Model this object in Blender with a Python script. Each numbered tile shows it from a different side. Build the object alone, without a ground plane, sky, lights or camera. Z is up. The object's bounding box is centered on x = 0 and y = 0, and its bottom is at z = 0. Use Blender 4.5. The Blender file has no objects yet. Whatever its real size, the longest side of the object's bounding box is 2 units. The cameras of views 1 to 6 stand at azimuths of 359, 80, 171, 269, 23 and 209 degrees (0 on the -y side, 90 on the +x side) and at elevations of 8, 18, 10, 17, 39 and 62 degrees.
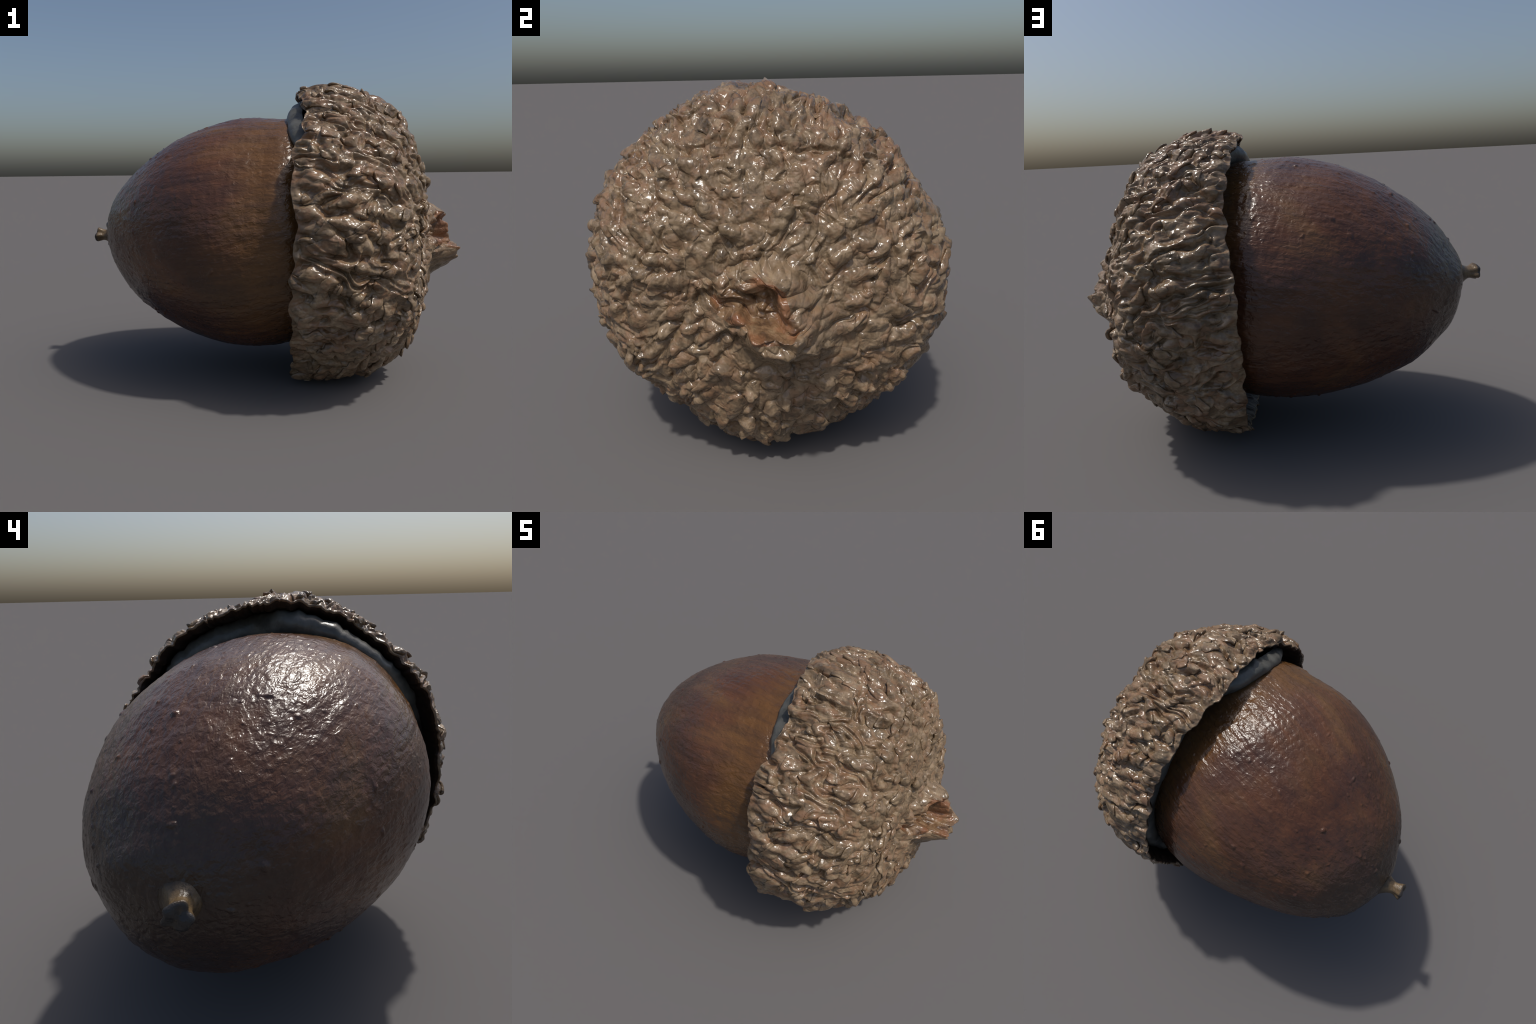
"""An acorn lying on its side: a smooth glossy nut with a short style at its
point, seated in a rough, scaly cup with a broken stalk scar."""
import bpy, math
import numpy as np
from mathutils import Matrix, Vector

rng = np.random.default_rng(11)

# ------------------------------------------------------------------ helpers
def frame(yaw, pitch):
    """Axis, left and up vectors of a body whose axis is turned by yaw/pitch."""
    a = np.array([math.cos(yaw) * math.cos(pitch), math.sin(yaw) * math.cos(pitch), math.sin(pitch)])
    l = np.cross([0, 0, 1], a); l /= np.linalg.norm(l)
    return a, l, np.cross(a, l)

def spline(x, xk, yk):
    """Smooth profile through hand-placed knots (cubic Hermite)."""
    xk = np.asarray(xk, float); yk = np.asarray(yk, float)
    m = np.gradient(yk, xk)
    i = np.clip(np.searchsorted(xk, x) - 1, 0, len(xk) - 2)
    h = xk[i + 1] - xk[i]; t = (x - xk[i]) / h
    return ((2*t**3 - 3*t**2 + 1) * yk[i] + (t**3 - 2*t**2 + t) * h * m[i]
            + (-2*t**3 + 3*t**2) * yk[i + 1] + (t**3 - t**2) * h * m[i + 1])

def smooth(e0, e1, x):
    t = np.clip((x - e0) / (e1 - e0), 0, 1)
    return t * t * (3 - 2 * t)

def lobe(t, centre, spread):
    """Soft hump round the compass, degrees in, 0..1 out."""
    d = (t - math.radians(centre) + np.pi) % (2*np.pi) - np.pi
    return np.exp(-.5 * (d / math.radians(spread))**2)

_perm = np.random.default_rng(5).permutation(512).astype(np.int64)
_grad = np.random.default_rng(6).normal(size=(512, 3))
_grad /= np.linalg.norm(_grad, axis=1)[:, None]

def perlin(p):
    """Gradient noise, about -1..1, for an (n,3) array of points."""
    p = np.asarray(p, float)
    i = np.floor(p).astype(np.int64); f = p - i
    u = f * f * f * (f * (f * 6 - 15) + 10)
    out = np.zeros(len(p))
    for dx in (0, 1):
        hx = _perm[(i[:, 0] + dx) & 511]
        wx = u[:, 0] if dx else 1 - u[:, 0]
        for dy in (0, 1):
            hy = _perm[(hx + i[:, 1] + dy) & 511]
            wy = u[:, 1] if dy else 1 - u[:, 1]
            for dz in (0, 1):
                g = _grad[_perm[(hy + i[:, 2] + dz) & 511]]
                wz = u[:, 2] if dz else 1 - u[:, 2]
                d = g[:, 0] * (f[:, 0] - dx) + g[:, 1] * (f[:, 1] - dy) + g[:, 2] * (f[:, 2] - dz)
                out += wx * wy * wz * d
    return out * 1.5

def fbm(p, octaves=3):
    s = 0; a = 1.0
    for k in range(octaves):
        s = s + a * perlin(p * 2.03**k + 17.3 * k); a *= .5
    return s

def grid_normals(P, closed=True):
    """Outward normals of a (rows, columns, 3) surface, columns wrap round."""
    dt = np.roll(P, -1, 1) - np.roll(P, 1, 1)
    ds = np.gradient(P, axis=0)
    n = np.cross(ds, dt)
    L = np.linalg.norm(n, axis=2, keepdims=True)
    return n / np.maximum(L, 1e-12)

def grid_mesh(name, P, mat, cap_start=False, cap_end=False, flip=False, parent=None, world=None, smooth_shade=True):
    """Mesh of a (rows, columns, 3) surface; optional pole points at the ends."""
    nr, nc, _ = P.shape
    verts = P.reshape(-1, 3)
    r = np.arange(nr - 1)[:, None] * nc; c = np.arange(nc)[None, :]; d = (c + 1) % nc
    q = np.stack([r + c, r + d, r + nc + d, r + nc + c], -1).reshape(-1, 4)
    if flip: q = q[:, ::-1]
    faces = [q]; extra = []
    loops = q.reshape(-1); sizes = np.full(len(q), 4)
    def cap(row, rev):
        nonlocal verts, loops, sizes
        k = len(verts); verts = np.vstack([verts, P[row].mean(0)[None]])
        a = np.arange(nc) + (row % nr) * nc; b = np.roll(a, -1)
        t = np.stack([np.full(nc, k), b, a] if not rev else [np.full(nc, k), a, b], -1)
        loops = np.concatenate([loops, t.reshape(-1)]); sizes = np.concatenate([sizes, np.full(nc, 3)])
    if cap_start: cap(0, flip)
    if cap_end: cap(nr - 1, not flip)
    me = bpy.data.meshes.new(name)
    me.vertices.add(len(verts)); me.vertices.foreach_set("co", verts.astype(np.float32).ravel())
    me.loops.add(len(loops)); me.loops.foreach_set("vertex_index", loops.astype(np.int32))
    me.polygons.add(len(sizes))
    me.polygons.foreach_set("loop_start", np.concatenate([[0], np.cumsum(sizes)[:-1]]).astype(np.int32))
    me.update(calc_edges=True); me.validate()
    me.polygons.foreach_set("use_smooth", np.full(len(me.polygons), smooth_shade))
    me.materials.append(mat)
    ob = bpy.data.objects.new(name, me)
    bpy.context.collection.objects.link(ob)
    if parent is not None: ob.parent = parent
    if world is not None: ob.matrix_world = world
    return ob

def to_matrix(origin, a, l, u):
    return Matrix(((a[0], l[0], u[0], origin[0]), (a[1], l[1], u[1], origin[1]),
                   (a[2], l[2], u[2], origin[2]), (0, 0, 0, 1)))

# ---------------------------------------------------------------- materials
class Nodes:
    """Small wrapper that keeps node building readable."""
    def __init__(self, name):
        self.mat = bpy.data.materials.new(name); self.mat.use_nodes = True
        self.t = self.mat.node_tree
        self.bsdf = self.t.nodes["Principled BSDF"]
        self.co = self.t.nodes.new("ShaderNodeTexCoord").outputs["Object"]
    def link(self, a, b): self.t.links.new(a, b)
    def put(self, sock, v):
        if hasattr(v, "is_output"): self.link(v, sock)
        else: sock.default_value = v
    def mapping(self, v, scale=(1, 1, 1), loc=(0, 0, 0), rot=(0, 0, 0)):
        n = self.t.nodes.new("ShaderNodeMapping"); self.link(v, n.inputs["Vector"])
        n.inputs["Scale"].default_value = scale; n.inputs["Location"].default_value = loc
        n.inputs["Rotation"].default_value = rot
        return n.outputs[0]
    def noise(self, v, scale, detail=3, rough=.5, distort=0.0):
        n = self.t.nodes.new("ShaderNodeTexNoise"); self.link(v, n.inputs["Vector"])
        n.inputs["Scale"].default_value = scale; n.inputs["Detail"].default_value = detail
        n.inputs["Roughness"].default_value = rough; n.inputs["Distortion"].default_value = distort
        return n.outputs["Fac"]
    def voronoi(self, v, scale, feature='F1', rand=1.0):
        n = self.t.nodes.new("ShaderNodeTexVoronoi"); n.feature = feature; self.link(v, n.inputs["Vector"])
        n.inputs["Scale"].default_value = scale; n.inputs["Randomness"].default_value = rand
        return n.outputs["Distance"]
    def ramp(self, f, stops, smooth_=False):
        n = self.t.nodes.new("ShaderNodeValToRGB"); self.link(f, n.inputs[0])
        if smooth_: n.color_ramp.interpolation = 'EASE'
        e = n.color_ramp.elements
        while len(e) < len(stops): e.new(.5)
        for k, (p, c) in enumerate(stops):
            e[k].position = p
            e[k].color = (c, c, c, 1) if isinstance(c, (int, float)) else (*c, 1)
        return n.outputs[0]
    def mix(self, f, a, b, mode='MIX'):
        n = self.t.nodes.new("ShaderNodeMix"); n.data_type = 'RGBA'; n.blend_type = mode
        self.put(n.inputs["Factor"], f)
        for s, v in ((n.inputs[6], a), (n.inputs[7], b)):
            if isinstance(v, tuple): v = (*v, 1)
            self.put(s, v)
        return n.outputs[2]
    def math(self, op, a, b=0.0, c=None):
        n = self.t.nodes.new("ShaderNodeMath"); n.operation = op
        self.put(n.inputs[0], a); self.put(n.inputs[1], b)
        if c is not None: self.put(n.inputs[2], c)
        return n.outputs[0]
    def mapr(self, v, a, b, c=0.0, d=1.0):
        n = self.t.nodes.new("ShaderNodeMapRange"); n.interpolation_type = 'SMOOTHSTEP'
        self.link(v, n.inputs[0])
        for k, x in enumerate((a, b, c, d)): n.inputs[k + 1].default_value = x
        return n.outputs[0]
    def xyz(self, v):
        n = self.t.nodes.new("ShaderNodeSeparateXYZ"); self.link(v, n.inputs[0]); return n.outputs
    def blob(self, centre, r0, r1, wobble=None, amount=0.0):
        """Soft round patch at a place on the body, edge broken by noise."""
        n = self.t.nodes.new("ShaderNodeVectorMath"); n.operation = 'DISTANCE'
        self.link(self.co, n.inputs[0]); n.inputs[1].default_value = centre
        d = n.outputs["Value"]
        if wobble is not None: d = self.math('MULTIPLY_ADD', wobble, amount, d)
        return self.mapr(d, r0, r1, 1.0, 0.0)
    def bump(self, h, strength, dist, prev=None):
        n = self.t.nodes.new("ShaderNodeBump"); self.link(h, n.inputs["Height"])
        n.inputs["Strength"].default_value = strength; n.inputs["Distance"].default_value = dist
        if prev is not None: self.link(prev, n.inputs["Normal"])
        return n.outputs[0]
    def finish(self, color, rough=.4, normal=None, spec=.5):
        self.put(self.bsdf.inputs["Base Color"], (*color, 1) if isinstance(color, tuple) else color)
        self.put(self.bsdf.inputs["Roughness"], rough)
        self.bsdf.inputs["Specular IOR Level"].default_value = spec
        if normal is not None: self.link(normal, self.bsdf.inputs["Normal"])
        return self.mat

def nut_material():
    N = Nodes("polished_nut_shell")
    co = N.co
    streak = N.noise(N.mapping(co, (2.2, 26, 26)), 1.0, 4, .6, .3)     # grain along the nut
    fine = N.noise(N.mapping(co, (5, 80, 80)), 1.0, 3, .6)
    big = N.noise(N.mapping(co, (1.2, 1.6, 1.6)), 2.2, 3, .55, .4)
    mid = N.noise(N.mapping(co, (4, 7, 7), (3, 1, 2)), 1.0, 4, .6, .5)
    col = N.ramp(big, [(.30, (.050, .022, .014)), (.44, (.086, .035, .018)), (.56, (.112, .046, .021)), (.70, (.138, .066, .026))])
    # purplish smoky patches and amber patches
    col = N.mix(N.math('MULTIPLY', N.ramp(mid, [(.48, 0.0), (.66, 1.0)]), .45), col, (.064, .033, .027))
    x = N.xyz(co)[0]
    # amber belt where the shell enters the cup
    belt = N.mapr(N.math('MULTIPLY_ADD', mid, .30, x), .12, .32)
    col = N.mix(N.math('MULTIPLY', belt, .8), col, (.135, .063, .018))
    # darker, greyer point
    point = N.mapr(N.math('MULTIPLY_ADD', mid, .35, x), -.46, -.76)
    col = N.mix(N.math('MULTIPLY', point, .75), col, (.040, .035, .029))
    # amber patches on the lower front side and below the cup rim
    side = N.blob((-.02, -.52, -.22), .12, .50, mid, .35)
    col = N.mix(N.math('MULTIPLY', side, .75), col, (.118, .062, .022))
    col = N.mix(N.math('MULTIPLY', N.ramp(streak, [(.42, 0.0), (.62, 1.0)]), .35), col, (.034, .019, .014))
    col = N.mix(N.math('MULTIPLY', N.ramp(fine, [(.5, 0.0), (.75, 1.0)]), .22), col, (.11, .062, .034))
    pits = N.noise(N.mapping(co, (34, 52, 52)), 1.0, 2, .5, .5)
    h = N.math('ADD', N.math('MULTIPLY', pits, 1.0), N.math('MULTIPLY', fine, .35))
    n = N.bump(h, .42, .014)
    n = N.bump(streak, .22, .014, n)
    return N.finish(col, N.mapr(mid, .3, .7, .21, .30), n, .5)

def cup_material(inner=False):
    N = Nodes("scaly_cup_bark" if not inner else "cup_inner_wall")
    oi = N.t.nodes.new("ShaderNodeObjectInfo"); va = N.t.nodes.new("ShaderNodeVectorMath"); va.operation = 'ADD'
    N.link(N.co, va.inputs[0]); N.link(oi.outputs["Location"], va.inputs[1]); co = va.outputs[0]
    big = N.noise(co, 3.5, 3, .5, .3)
    mid = N.noise(N.mapping(co, (12, 15, 15)), 1.0, 4, .6, .6)
    pink = N.noise(N.mapping(co, (10, 15, 15), (5, 3, 8)), 1.0, 4, .6, .8)
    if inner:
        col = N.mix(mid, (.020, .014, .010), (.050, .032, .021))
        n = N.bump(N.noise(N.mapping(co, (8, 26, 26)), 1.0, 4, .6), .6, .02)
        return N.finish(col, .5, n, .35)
    col = N.ramp(mid, [(.34, (.090, .059, .034)), (.43, (.170, .116, .069)), (.53, (.232, .163, .101)), (.62, (.300, .220, .140))])
    col = N.mix(N.math('MULTIPLY', N.ramp(pink, [(.47, 0.0), (.58, 1.0)]), .7), col, (.222, .120, .066))
    col = N.mix(N.math('MULTIPLY', N.ramp(big, [(.46, 0.0), (.66, 1.0)]), .30), col, (.145, .112, .062))
    tan = N.mapr(N.math('MULTIPLY_ADD', mid, .35, N.xyz(N.co)[0]), .72, 1.0)
    col = N.mix(N.math('MULTIPLY', tan, .32), col, (.232, .166, .102))
    streaks = N.noise(N.mapping(co, (7, 20, 20), (1, 6, 9)), 1.0, 4, .65, 1.0)
    col = N.mix(N.math('MULTIPLY', N.ramp(streaks, [(.52, 0.0), (.62, 1.0)]), .62), col, (.080, .056, .035))
    speck = N.noise(co, 38, 3, .55)
    col = N.mix(N.math('MULTIPLY', N.ramp(speck, [(.52, 0.0), (.66, 1.0)]), .35), col, (.080, .057, .036))
    w1 = N.noise(N.mapping(co, (13, 22, 22)), 1.0, 2, .45, .6)
    n = N.bump(w1, .5, .028)
    fold = N.math('ABSOLUTE', N.math('SUBTRACT', N.noise(N.mapping(co, (11, 21, 21), (2, 7, 4)), 1.0, 1, .4, .5), .5))
    n = N.bump(fold, .20, .030, n)
    n = N.bump(N.noise(co, 48, 1, .5), .24, .014, n)
    return N.finish(col, .23, n, .48)

def scar_material():
    N = Nodes("stalk_scar_wood")
    mid = N.noise(N.co, 16, 4, .6, .6)
    col = N.ramp(mid, [(.36, (.085, .048, .026)), (.5, (.178, .106, .056)), (.64, (.245, .165, .095))])
    red = N.noise(N.co, 9, 2, .5)
    col = N.mix(N.math('MULTIPLY', N.ramp(red, [(.46, 0.0), (.60, 1.0)]), .6), col, (.240, .100, .046))
    n = N.bump(N.noise(N.co, 26, 2, .5, .6), .5, .03)
    return N.finish(col, .3, n)

def lining_material():
    N = Nodes("grey_inner_skin")
    mid = N.noise(N.mapping(N.co, (9, 9, 9)), 1.0, 4, .6, .4)
    col = N.ramp(mid, [(.3, (.040, .038, .033)), (.5, (.098, .096, .084)), (.72, (.165, .160, .138))])
    n = N.bump(N.noise(N.co, 30, 3, .5), .25, .015)
    return N.finish(col, .35, n)

def style_material():
    N = Nodes("tan_style")
    mid = N.noise(N.co, 28, 3, .6, .4)
    col = N.ramp(mid, [(.32, (.060, .042, .024)), (.5, (.135, .090, .045)), (.7, (.19, .13, .07))])
    col = N.mix(N.mapr(N.math('MULTIPLY_ADD', mid, .02, N.xyz(N.co)[0]), .106, .116), col, (.034, .030, .027))
    col = N.mix(N.mapr(N.math('MULTIPLY_ADD', mid, .03, N.xyz(N.co)[0]), .050, .018), col, (.056, .036, .021))
    n = N.bump(N.noise(N.co, 70, 3, .6), .4, .01)
    return N.finish(col, .33, n)

M_NUT, M_CUP, M_INNER = nut_material(), cup_material(), cup_material(True)
M_SCAR, M_LINING, M_STYLE = scar_material(), lining_material(), style_material()

# ------------------------------------------------------------------- acorn
acorn = bpy.data.objects.new("acorn", None)
bpy.context.collection.objects.link(acorn)
acorn["label"] = "brown acorn lying on its side in a scaly cup"
acorn["category"] = "acorn"

# ---- nut: an egg-shaped body about its own tilted axis
NUT_O = np.array([0, .0275, .7652])
na, nl, nu = frame(-.3935, .1249)
NUT_K = [0, .1441, .2408, .3621, .4594, .5463, .6049, .6171, .5701]      # radius at knots, point to cup

def nut_surface(ph, th):
    """ph 0..1 point to widest part in the cup, above 1 the hidden end."""
    cc = 1 - np.cos(np.minimum(ph, 1) * np.pi / 2)
    x = -.9425 + 1.1495 * cc
    r = spline(np.minimum(ph, 1), np.linspace(0, 1, 9), NUT_K)
    over = np.clip(ph - 1, 0, .5) * 2                                    # rounded hidden end
    x = x + .34 * np.sin(over * np.pi / 2); r = r * np.where(ph > 1, np.cos(over * np.pi / 2) * .98 + .02, 1)
    t = (np.minimum(ph, 1) - .5)[:, None]
    rr = r[:, None] * (1 + (.0188 + .0155*t) * np.cos(2*th) + (-.0161 - .0665*t) * np.sin(2*th)
                       + (-.0038 + .0149*t) * np.cos(3*th) + (.0314 - .0789*t) * np.sin(3*th))
    p1 = np.minimum(ph, 1)[:, None]
    rr = rr + (.004 * smooth(.1, .4, p1)
               + .036 * lobe(th, -8, 38) * smooth(.55, .95, p1)              # full cheek low on the far side
               + .015 * lobe(th, -48, 36) * np.exp(-.5 * ((p1 - .27) / .13)**2) - .008 * lobe(th, -90, 30) * smooth(.3, .5, p1) + .012 * lobe(th, 10, 20) * np.exp(-.5 * ((p1 - .22) / .1)**2)
               - .008 * lobe(th, 148, 22) * smooth(.8, 1, p1) + .005 * lobe(th, -152, 22) * smooth(.7, .95, p1)
               + .024 * lobe(th, 40, 22) * smooth(.80, .98, p1)
               + .014 * lobe(th, -35, 30) * smooth(.72, 1, p1)
               + .010 * lobe(th, -125, 24) * smooth(.65, .95, p1)
               + .022 * lobe(th, -48, 20) * np.exp(-.5 * ((p1 - .50) / .17)**2)   # lower belly
               - .012 * lobe(th, 52, 20) * np.exp(-.5 * ((p1 - .55) / .18)**2)
               - .030 * lobe(th, 50, 28) * np.exp(-.5 * ((p1 - .32) / .13)**2))   # pinched shoulder by the point
    xx = np.minimum(x, .207)
    oy = -.0277 * xx**2 - .0385 * xx**3; oz = .0785 * xx**2 + .0331 * xx**3
    return np.stack([np.broadcast_to(x[:, None], rr.shape), rr * np.cos(th) + oy[:, None], rr * np.sin(th) + oz[:, None]], -1)

NA_N = 720
ph_n = np.concatenate([np.linspace(0.004, 1, 420), np.linspace(1.01, 1.5, 50)])
th_n = np.linspace(0, 2*np.pi, NA_N, endpoint=False)[None, :]
PN = nut_surface(ph_n, th_n)
flat = PN.reshape(-1, 3); nn = -grid_normals(PN).reshape(-1, 3)
if (nn * (flat - flat.mean(0))).sum() < 0: nn = -nn
dents = fbm(flat * [5, 6, 6], 2) * .0035                                  # broad unevenness
grain = perlin(flat * [26, 46, 46]) * .0011 + perlin(flat * [14, 60, 60] + 9) * .0008
ridges = perlin(flat * [1.6, 22, 22] + 4) * .0024 + np.abs(perlin(flat * [2.5, 34, 34] + 14)) * .0020                         # long faint ribs
pim = perlin(flat * 30 + 31) + .25 * perlin(flat * 5 + 3)
belt_w = perlin(flat * [42, 13, 13] + 21) * .0016 * smooth(-.35, -.05, flat[:, 0])  # cross wrinkles by the cup
pimples = smooth(.52, .95, pim) * .007
PN = (flat + nn * (dents + grain + ridges + belt_w + pimples)[:, None]).reshape(PN.shape)
W_NUT = to_matrix(NUT_O, na, nl, nu)
nut = grid_mesh("nut", PN, M_NUT, cap_start=True, cap_end=True, flip=True, parent=acorn, world=W_NUT)

# ---- cup: a shallow bowl about its own axis
CUP_O = np.array([0, .0531, .7482])
ca, cl, cu = frame(-.1707, .0391)
CUP_X0, CUP_X1 = .2677, .8537
CUP_K = [0, .1998, .3713, .507, .62, .6715, .7217, .7411, .7414]          # radius, base to rim
LOBES0 = [(2, .0022, -.0041), (3, -.0102, .0126), (4, .0192, .0097), (5, .0043, .0071), (6, .0085, .0094), (7, .0162, -.0024)]
LOBES1 = [(2, .0112, -.0062), (3, .0123, -.018), (4, .0227, -.0018), (5, -.0008, -.0158), (6, -.018, -.0049), (7, .0085, .0123)]

RIM_DEG = [0, 10, 20, 30, 40, 50, 60, 70, 80, 90, 100, 110, 120, 130, 137, 143, 150, 160, 170, 180, 190, 200, 210, 220, 230, 240, 250, 260,
           270, 280, 290, 300, 310, 320, 330, 340, 350, 360]
RIM_OFF = [-.106, -.092, -.062, -.050, -.044, -.052, -.056, -.060, -.074, -.086, -.064, -.050, -.022, -.018, -.022, -.045, -.048, -.055, -.038,
           -.060, -.068, -.086, -.092, -.108, -.120, -.130, -.136, -.142, -.142, -.134, -.130, -.128, -.128, -.126, -.123, -.116, -.107, -.106]
def rim_offset(th):
    """How far the rim edge stands forward (-) or back (+) round the cup."""
    return spline(np.degrees(th) % 360, RIM_DEG, RIM_OFF)

CUP_IN = .0145            # base surface sits a little inside the bump tips

def cup_surface(ph, th):
    cc = 1 - np.cos(ph * np.pi / 2)
    x = CUP_X1 - (CUP_X1 - CUP_X0) * cc
    r = spline(ph, np.linspace(0, 1, 9), CUP_K)
    e = 1 - .0078*np.cos(2*th) - .0262*np.sin(2*th)
    s = ((x - CUP_X0) / (CUP_X1 - CUP_X0))[:, None]                        # 1 base, 0 rim
    rr = r[:, None] * e
    m = 0
    for lobes, w in ((LOBES0, 1 - s), (LOBES1, s)):
        for n, c, d in lobes: m = m + w * (c*np.cos(n*th) + d*np.sin(n*th))
    rr = rr * (1 + m)
    rr = rr + (.036 * lobe(th, -42, 20) * (1 - s)**2 - .020 * lobe(th, -55, 20) * smooth(.12, .45, s)
               - .012 * lobe(th, -4, 14) * (1 - s) - .010 * lobe(th, 90, 32) + .006 * lobe(th, 60, 35) * smooth(.25, .6, s) - .020 * lobe(th, -72, 16) * (1 - s) + .010 * lobe(th, -118, 18) * (1 - s)
               + .016 * lobe(th, 42, 18) * smooth(.2, .6, s) 
               + .013 * lobe(th, -132, 20) * smooth(1.0, .35, s) - .012 * lobe(th, -150, 24) * smooth(.3, .75, s)) * smooth(1.0, .90, s)
    shear = .0226*np.cos(th) - .0696*np.sin(th)
    X = x[:, None] + (1 - s) * shear + (1 - s)**3 * (rim_offset(th) - shear)
    return np.stack([X, rr*np.cos(th), rr*np.sin(th)], -1)

NA_C, NR_C = 1300, 540
th_c = np.linspace(0, 2*np.pi, NA_C, endpoint=False)[None, :]
ph_c = np.concatenate([np.linspace(.003, .14, 100), np.linspace(.1425, 1, NR_C - 100)])
BC = cup_surface(ph_c, th_c)
# the rows round the pole are drawn onto the outline of the stalk scar
def world_to_cup(p):
    d = np.asarray(p) - CUP_O; return np.array([d @ ca, d @ cl, d @ cu])
SCAR = world_to_cup((.88, -.145, .780))
def ringed(deg, vals): return spline(np.degrees(th_c[0]), deg + [deg[0] + 360], vals + vals[:1])
LIP_R = ringed([0, 45, 90, 130, 158, 180, 202, 230, 270, 315], [.092, .118, .088, .090, .118, .160, .118, .092, .088, .122])
LIP_H = ringed([0, 45, 90, 130, 158, 180, 202, 230, 270, 315], [.085, .080, .062, .025, -.010, -.030, .020, .060, .114, .104])
r_flat = np.hypot(BC[..., 1], BC[..., 2]).mean(1)
RHO = (r_flat / .115)[:, None]                                              # 1 on the lip
near = 1 - smooth(1.0, 3.6, RHO)
k_r = 1 + (LIP_R[None, :] / .115 - 1) * near
BC[..., 1] = BC[..., 1] * k_r + SCAR[1] * near
BC[..., 2] = BC[..., 2] * k_r + SCAR[2] * near
NC = grid_normals(BC)
if (NC * (BC - np.array([.3, 0, 0]))).sum() < 0: NC = -NC
pc = BC.reshape(-1, 3); nc_ = NC.reshape(-1, 3)
seg = np.linalg.norm(np.diff(BC, axis=0), axis=2).mean(1)
arc = np.concatenate([[0], np.cumsum(seg)])                                 # distance from the base pole
v_len = np.repeat(arc[:, None], NA_C, 1).ravel()
ARC = arc[-1]
thf = np.broadcast_to(th_c, BC.shape[:2]).ravel()
rad = np.hypot(pc[:, 1], pc[:, 2])

# surface coordinates: stretched so that wrinkles run from base to rim, with a slight twist
tw = thf - .30 * v_len * np.cos(thf)
wallish = smooth(.35, .85, v_len / ARC)
def along(k_across, k_along, off=0.0, warp=None):
    q = np.stack([v_len * k_along, np.cos(tw) * rad * k_across, np.sin(tw) * rad * k_across], -1) + off
    return q if warp is None else q + warp

w = np.stack([fbm(pc * 6 + o, 2) for o in (0, 40, 80)], -1)
crease = np.abs(perlin(along(10, 3.2, 2.0, w * .8)))                        # sharp valleys, round backs
crease2 = np.abs(perlin(along(19, 6, 7.0, w * 1.0)))
lump = perlin(along(7, 4, 11.0, w * .6))
fold_n = perlin(along(8.5, 2.0, 23.0, w * .40)) * 2.1 + perlin(along(4, 2, 3.0)) * 1.2
fr = fold_n - np.floor(fold_n)
fold = np.minimum(smooth(0, .68, fr), 1 - smooth(.68, 1.0, fr))             # slow rise, steep drop
crease3 = np.abs(perlin(along(34, 15, 5.0, w * 1.5)))
patchy = 1 + .45 * perlin(pc * 5.5 + 61)                                     # some places are rougher than others
relief = (.040 * patchy * crease**.70 + .026 * patchy * (.35 + .65 * wallish) * fold
          + .015 * (.4 + .6 * wallish) * crease2**.75 + .004 * wallish * crease3**.8 + .020 * lump) - .030

# overlapping scales: each a little pointed tongue lifting towards the rim
golden = np.pi * (3 - math.sqrt(5))
N_SC = 420
scale_h = np.full(len(pc), -1.0)
order = np.arange(N_SC); tongues = []
area = np.cumsum(rad.reshape(BC.shape[:2]).mean(1) * np.gradient(arc)); area /= area[-1]
for k in order:
    fr = (k + .5 + rng.uniform(-.4, .4)) / N_SC
    row = int(np.searchsorted(area, np.clip(fr, 0, 1))); row = min(row, NR_C - 1)
    ang = (k * golden + rng.uniform(-.07, .07)) % (2*np.pi)
    col = int(ang / (2*np.pi) * NA_C) % NA_C
    c = BC[row, col]; n = NC[row, col]
    r2, r1 = min(row + 2, NR_C - 1), max(row - 2, 0)
    e1 = BC[r2, col] - BC[r1, col]; e1 /= np.linalg.norm(e1)
    e2 = np.cross(n, e1)
    rot = rng.normal(0, .38) + .18
    e1, e2 = math.cos(rot) * e1 + math.sin(rot) * e2, -math.sin(rot) * e1 + math.cos(rot) * e2
    L = rng.uniform(.065, .130); W = rng.uniform(.026, .044); H = rng.uniform(.012, .030)
    tongues.append((row, col, n, e1, e2, L, W, H))
    lo, hi = max(0, row - 72), min(NR_C, row + 72)
    sl = slice(lo * NA_C, hi * NA_C)
    d = pc[sl] - c
    ids = np.nonzero((d * d).sum(1) < (1.15 * L)**2)[0]
    if not len(ids): continue
    d = d[ids] + w[sl][ids] * .012
    a = d @ e1 / L; b = d @ e2 / W
    width = np.sqrt(np.clip(1 - a, 0, 2) * np.clip(a + 1.05, 0, 2)) * (1 - .25 * a)
    body = 1 - (b / np.maximum(width, 1e-3))**2
    body = np.clip(body, 0, 1)**.6 * (np.abs(a) < 1)
    hgt = H * (.25 + .75 * smooth(-1, .75, a)) * body
    g = ids + lo * NA_C
    scale_h[g] = np.maximum(scale_h[g], hgt)
scale_h = np.maximum(scale_h, 0)
relief = relief + scale_h * .95
calm = (.66 + .34 * wallish) * (1 - .72 * smooth(.955, 1, v_len / ARC)) * smooth(.5, 1.7, np.repeat(RHO, NA_C, 1).ravel())                                                    # base is gentler than the wall
disp = .034 * np.tanh(relief * calm / .034) - CUP_IN
DC = (pc + nc_ * disp[:, None]).reshape(BC.shape)
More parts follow.
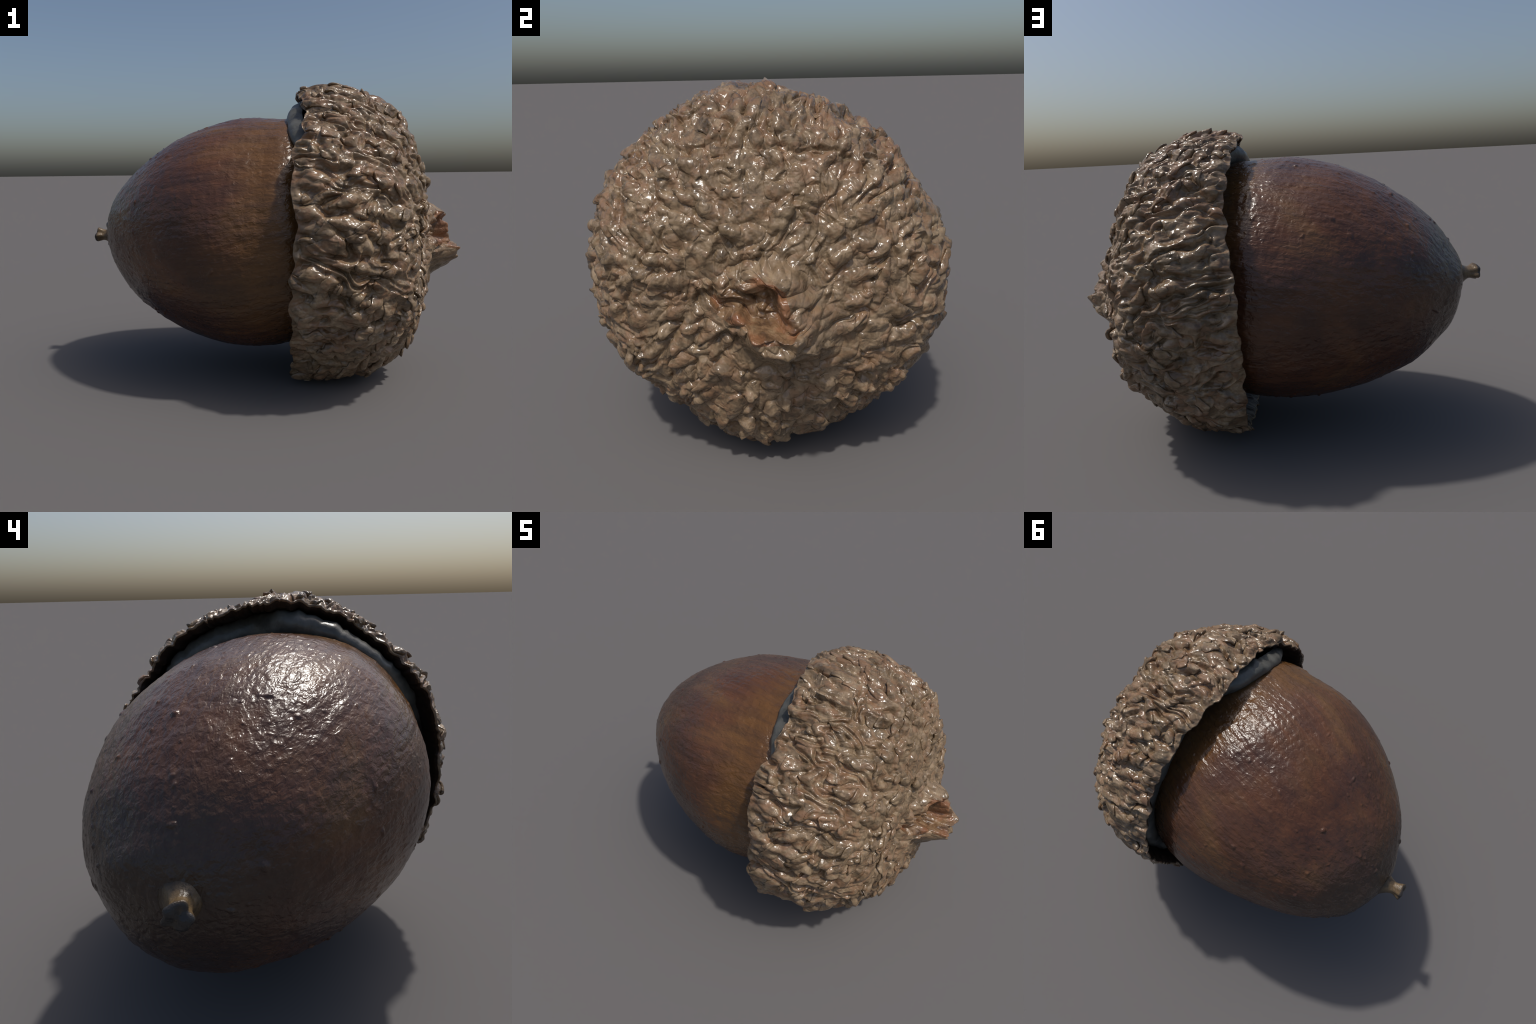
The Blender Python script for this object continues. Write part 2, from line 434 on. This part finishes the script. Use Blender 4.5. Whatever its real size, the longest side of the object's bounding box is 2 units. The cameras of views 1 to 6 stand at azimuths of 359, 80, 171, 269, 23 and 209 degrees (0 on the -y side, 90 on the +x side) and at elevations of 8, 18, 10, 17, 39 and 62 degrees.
# stalk scar: a ragged lip round a hollow, where the twig broke off
skirt = 1.75 + .9 * lobe(th_c, -50, 45)                                     # mound spreads below and to the far side
ledge = 1.05 + .40 * lobe(th_c, -60, 35)
cone = .034 * lobe(th_c, -55, 60) * (1 - smooth(1.2, 3.8, RHO))
lip = np.where(RHO > ledge, 1 - smooth(ledge, np.maximum(skirt, ledge + .5), RHO), 1.0)
hy, hz = DC[..., 1] - world_to_cup((.85, -.38, .74))[1], DC[..., 2] - world_to_cup((.85, -.38, .74))[2]
DC[..., 0] -= .040 * np.exp(-.5 * ((hy / .11)**2 + (hz / .15)**2)) * smooth(.9, 1.3, RHO)   # sunken place beside it
LH = LIP_H.mean() + (LIP_H[None, :] - LIP_H.mean()) * smooth(.05, .7, RHO)
hollow = 1 - smooth(.45, .98, RHO)
rag = perlin(pc * [0, 16, 16] + 3).reshape(BC.shape[:2]) * .020 + perlin(pc * [0, 34, 34] + 8).reshape(BC.shape[:2]) * .010
DC[..., 0] += cone + lip * (LH + rag * smooth(.2, .9, RHO)) - hollow * (LH * .95 + .014)
fibres = perlin(np.stack([0 * thf, pc[:, 1] * 22, pc[:, 2] * 52], -1) + w * .8).reshape(BC.shape[:2])
DC[..., 0] += .012 * fibres * (1 - smooth(.8, 1.2, RHO)) * smooth(.05, .3, RHO)
knurl = np.abs(perlin(np.stack([0 * thf, pc[:, 1] * 15, pc[:, 2] * 15], -1) + w * .5)).reshape(BC.shape[:2])
DC[..., 0] += (.045 * knurl**.8 - .014) * (1 - smooth(1.4, 2.6, RHO)) * smooth(.0, .3, RHO)
for j, o in ((1, 21), (2, 33)):
    DC[..., j] += perlin(pc * 13 + o).reshape(BC.shape[:2]) * .022 * lip * smooth(.1, .8, RHO)
# ragged rim: the edge follows the wrinkles
edge = (perlin(np.stack([np.cos(thf[:NA_C]) * 3.6 + 9, np.sin(thf[:NA_C]) * 3.6, np.zeros(NA_C) + 2], -1)) * .008 + perlin(np.stack([np.cos(thf[:NA_C]) * 9, np.sin(thf[:NA_C]) * 9, np.zeros(NA_C)], -1)) * .024
        + perlin(np.stack([np.cos(thf[:NA_C]) * 24, np.sin(thf[:NA_C]) * 24, np.ones(NA_C)], -1)) * .005)
fade = smooth(.86, 1, ph_c)[:, None]
DC[..., 0] += fade * edge[None, :]
def rest(P):
    z = CUP_O[2] + P @ np.array([ca[2], cl[2], cu[2]])
    low = np.maximum(.036 - z, 0)
    return P + ((low - .030 * np.tanh(low / .030))[..., None]) * np.array([ca[2], cl[2], cu[2]])
DC = rest(DC)
# turn over the rim and down the inner wall
rim = DC[-1]; thr = th_c[0]
inner = []
r_r = np.hypot(rim[:, 1], rim[:, 2])
for f, dx, dr in ((.25, -.002, .004), (.5, .002, .010), (.75, .012, .021), (1, .03, .032), (1, .09, .050), (1, .15, .062), (1, .20, .080), (1, .25, .12)):
    rr = r_r - dr
    if dx > .05:
        rr = rr * .3 + .7 * (r_r.mean() - dr) if dx > .2 else rr * .6 + .4 * (spline(np.array([1.0]), np.linspace(0, 1, 9), CUP_K)[0] - dr)
    rr = rr + perlin(np.stack([np.cos(thr) * 7, np.sin(thr) * 7, np.full(NA_C, dx * 12)], -1)) * .010 * min(1, dr / .03)
    even = CUP_X0 + rim_offset(thr); k_e = smooth(.01, .09, dx)
    inner.append(np.stack([rim[:, 0] * (1 - k_e) + even * k_e + dx, rr * np.cos(thr), rr * np.sin(thr)], -1))
W_CUP = to_matrix(CUP_O, ca, cl, cu)
k_lip = int(np.searchsorted(RHO[:, 0], 1.12))
cup = grid_mesh("cup", np.concatenate([DC[k_lip:], np.array(inner[:2])]), M_CUP, parent=acorn, world=W_CUP)
scar = grid_mesh("stalk_scar", DC[:k_lip + 1], M_SCAR, cap_start=True, parent=cup, world=W_CUP)
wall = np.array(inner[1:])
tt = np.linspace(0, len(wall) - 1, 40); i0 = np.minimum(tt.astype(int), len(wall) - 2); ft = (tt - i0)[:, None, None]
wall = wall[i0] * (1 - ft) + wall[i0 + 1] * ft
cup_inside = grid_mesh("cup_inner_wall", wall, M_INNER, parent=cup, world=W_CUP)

# ---- loose scale tips: the free ends of the largest scales lift clear of the felted cup
ND = grid_normals(DC)
if (ND * NC).sum() < 0: ND = -ND
for _ in range(3):                                                          # soften, so flaps lie evenly
    ND = ND + np.roll(ND, 3, 1) + np.roll(ND, -3, 1) + np.roll(ND, 3, 0) + np.roll(ND, -3, 0)
    ND /= np.linalg.norm(ND, axis=2, keepdims=True)
tongues.sort(key=lambda q: -q[5] * q[6] * q[7])
W_CUP_np = np.stack([ca, cl, cu], 1)
placed = 0
for row, col, n, e1, e2, L, W, H in tongues:
    if placed >= 230: break
    if RHO[row, 0] < 2.2 or row > NR_C * .95: continue
    # local grid steps, to walk from the scale's own axes into rows and columns
    r_a, r_b = max(row - 6, 0), min(row + 6, NR_C - 1)
    d_row = (BC[r_b, col] - BC[r_a, col]) / (r_b - r_a); d_col = (BC[row, (col + 6) % NA_C] - BC[row, (col - 6) % NA_C]) / 12
    G = np.array([[d_row @ d_row, d_row @ d_col], [d_row @ d_col, d_col @ d_col]]); Gi = np.linalg.inv(G)
    nx, ny = 16, 13
    uu = np.linspace(0, 1, nx)[:, None]; vv = np.linspace(-1, 1, ny)[None, :]
    skew = rng.normal(0, .25); point = rng.uniform(.75, 1.0)
    half = W * rng.uniform(.75, 1.0) * np.where(uu < .45, .75 + .55 * uu, (1 - point * (np.clip(uu - .45, 0, 1) / .55)**rng.uniform(1.2, 1.9)))
    xx = (uu - .35) * L * 1.05; yy = vv * half + skew * W * uu**2 + .12 * W * np.sin(9 * uu + row)
    off = xx[..., None] * e1 + yy[..., None] * e2 + 0 * n
    b1 = off @ d_row; b2 = off @ d_col
    fr = row + Gi[0, 0] * b1 + Gi[0, 1] * b2; fc = col + Gi[1, 0] * b1 + Gi[1, 1] * b2
    fr = np.clip(fr, 0, NR_C - 1.001)
    r0 = fr.astype(int); c0 = np.floor(fc).astype(int); tr = (fr - r0)[..., None]; tc = (fc - c0)[..., None]
    def take(A):
        c0m, c1m = c0 % NA_C, (c0 + 1) % NA_C; r1 = np.minimum(r0 + 1, NR_C - 1)
        return (A[r0, c0m] * (1 - tc) + A[r0, c1m] * tc) * (1 - tr) + (A[r1, c0m] * (1 - tc) + A[r1, c1m] * tc) * tr
    S, Nn = take(DC), take(ND)
    lift = -.003 + (.008 + .35 * H) * smooth(.1, 1.0, uu) * rng.uniform(.6, 1.1)
    dome = .006 * (1 - np.abs(vv)**2.0) * (1 - .6 * uu)
    top = S + Nn * (lift + dome)[..., None]
    bot = S + Nn * (lift * .35 - .008 + .004 * uu + 0 * vv)[..., None]
    ring = np.concatenate([top, bot[:, ::-1]], 1)                           # closed sections, base to tip
    ob = grid_mesh("cup_scale", rest(ring), M_CUP, cap_start=True, cap_end=True, flip=True, parent=cup, world=W_CUP)
    placed += 1

# ---- grey skin between nut and cup wall
R_nc = np.array([[np.dot(p, q) for q in (na, nl, nu)] for p in (ca, cl, cu)])
PNc = PN.reshape(-1, 3) @ R_nc.T + (NUT_O - CUP_O) @ np.stack([ca, cl, cu], 1)
def nut_radius_at(x_of_theta, th):
    """Nut radius in the cup's frame on the ring x = x_of_theta."""
    pt = np.arctan2(PNc[:, 2], PNc[:, 1]); pr = np.hypot(PNc[:, 1], PNc[:, 2])
    out = np.zeros(len(th))
    for k, t in enumerate(th):
        m = (np.abs((pt - t + np.pi) % (2*np.pi) - np.pi) < .03) & (np.abs(PNc[:, 0] - x_of_theta[k]) < .02)
        out[k] = pr[m].mean() if m.any() else np.nan
    ok = ~np.isnan(out); out[~ok] = np.interp(th[~ok], th[ok], out[ok])
    return out
NL = 240
tl = np.linspace(0, 2*np.pi, NL, endpoint=False)
deg = np.degrees(tl)
SKIN_DEG = [0, 30, 60, 72, 84, 94, 105, 120, 132, 145, 165, 200, 230, 270, 300, 330, 360]
SKIN_OFF = [-.038, -.006, -.005, .020, .030, -.050, -.098, -.104, -.088, -.020, .050, .035, -.018, -.075, -.085, -.056, -.038]
x_front = CUP_X0 + spline(deg, SKIN_DEG, SKIN_OFF) + perlin(np.stack([np.cos(tl) * 4, np.sin(tl) * 4, tl * 0], -1)) * .012
r_in = nut_radius_at(x_front, tl) - .02
rimr = np.interp(tl, thr, r_r)
r_out = rimr - .044
mid_r = (r_in + r_out) / 2; half = np.maximum((r_out - r_in) / 2, .03)
rows = []
for a in np.linspace(-np.pi/2, np.pi/2, 22):
    y = np.sin(a); x = x_front + .075 * (1 - np.cos(a)**.7)
    x = x + perlin(np.stack([np.cos(tl) * 8, np.sin(tl) * 8, np.full(NL, y)], -1)) * .006
    r = mid_r + half * y
    rows.append(np.stack([x, r*np.cos(tl), r*np.sin(tl)], -1))
lining = grid_mesh("inner_skin", np.array(rows), M_LINING, parent=acorn, world=W_CUP, flip=True)

# ---- style: the dry little stub at the nut's point
BASE = np.array([-.885, .300, .735]); HEAD = np.array([-.992, .305, .742])
ax = (HEAD - BASE); ln = np.linalg.norm(ax); ax /= ln
sl_ = np.cross([0, 0, 1], ax); sl_ /= np.linalg.norm(sl_); su_ = np.cross(ax, sl_)
NSY = 64
ty = np.linspace(0, 2*np.pi, NSY, endpoint=False)
rows = []
for s, r, poly in [(-.35, .085, 0), (-.05, .076, .04), (.10, .058, .12), (.35, .040, .25), (.52, .032, .4), (.66, .031, .6), (.80, .036, .8), (.95, .041, 1), (1.0, .039, 1), (1.03, .030, 1), (1.0, .012, 1)]:
    shape = 1 + poly * (.10 * np.cos(5 * ty + .6) + .07 * np.cos(3 * ty + 2) + .05 * np.cos(7 * ty))
    rr = r * shape
    sx = s * ln + poly * .006 * np.cos(2 * ty + 1)
    rows.append(np.stack([sx, rr * np.cos(ty), rr * np.sin(ty)], -1))
style = grid_mesh("style", np.array(rows), M_STYLE, cap_end=True, parent=nut, world=to_matrix(BASE, ax, sl_, su_))
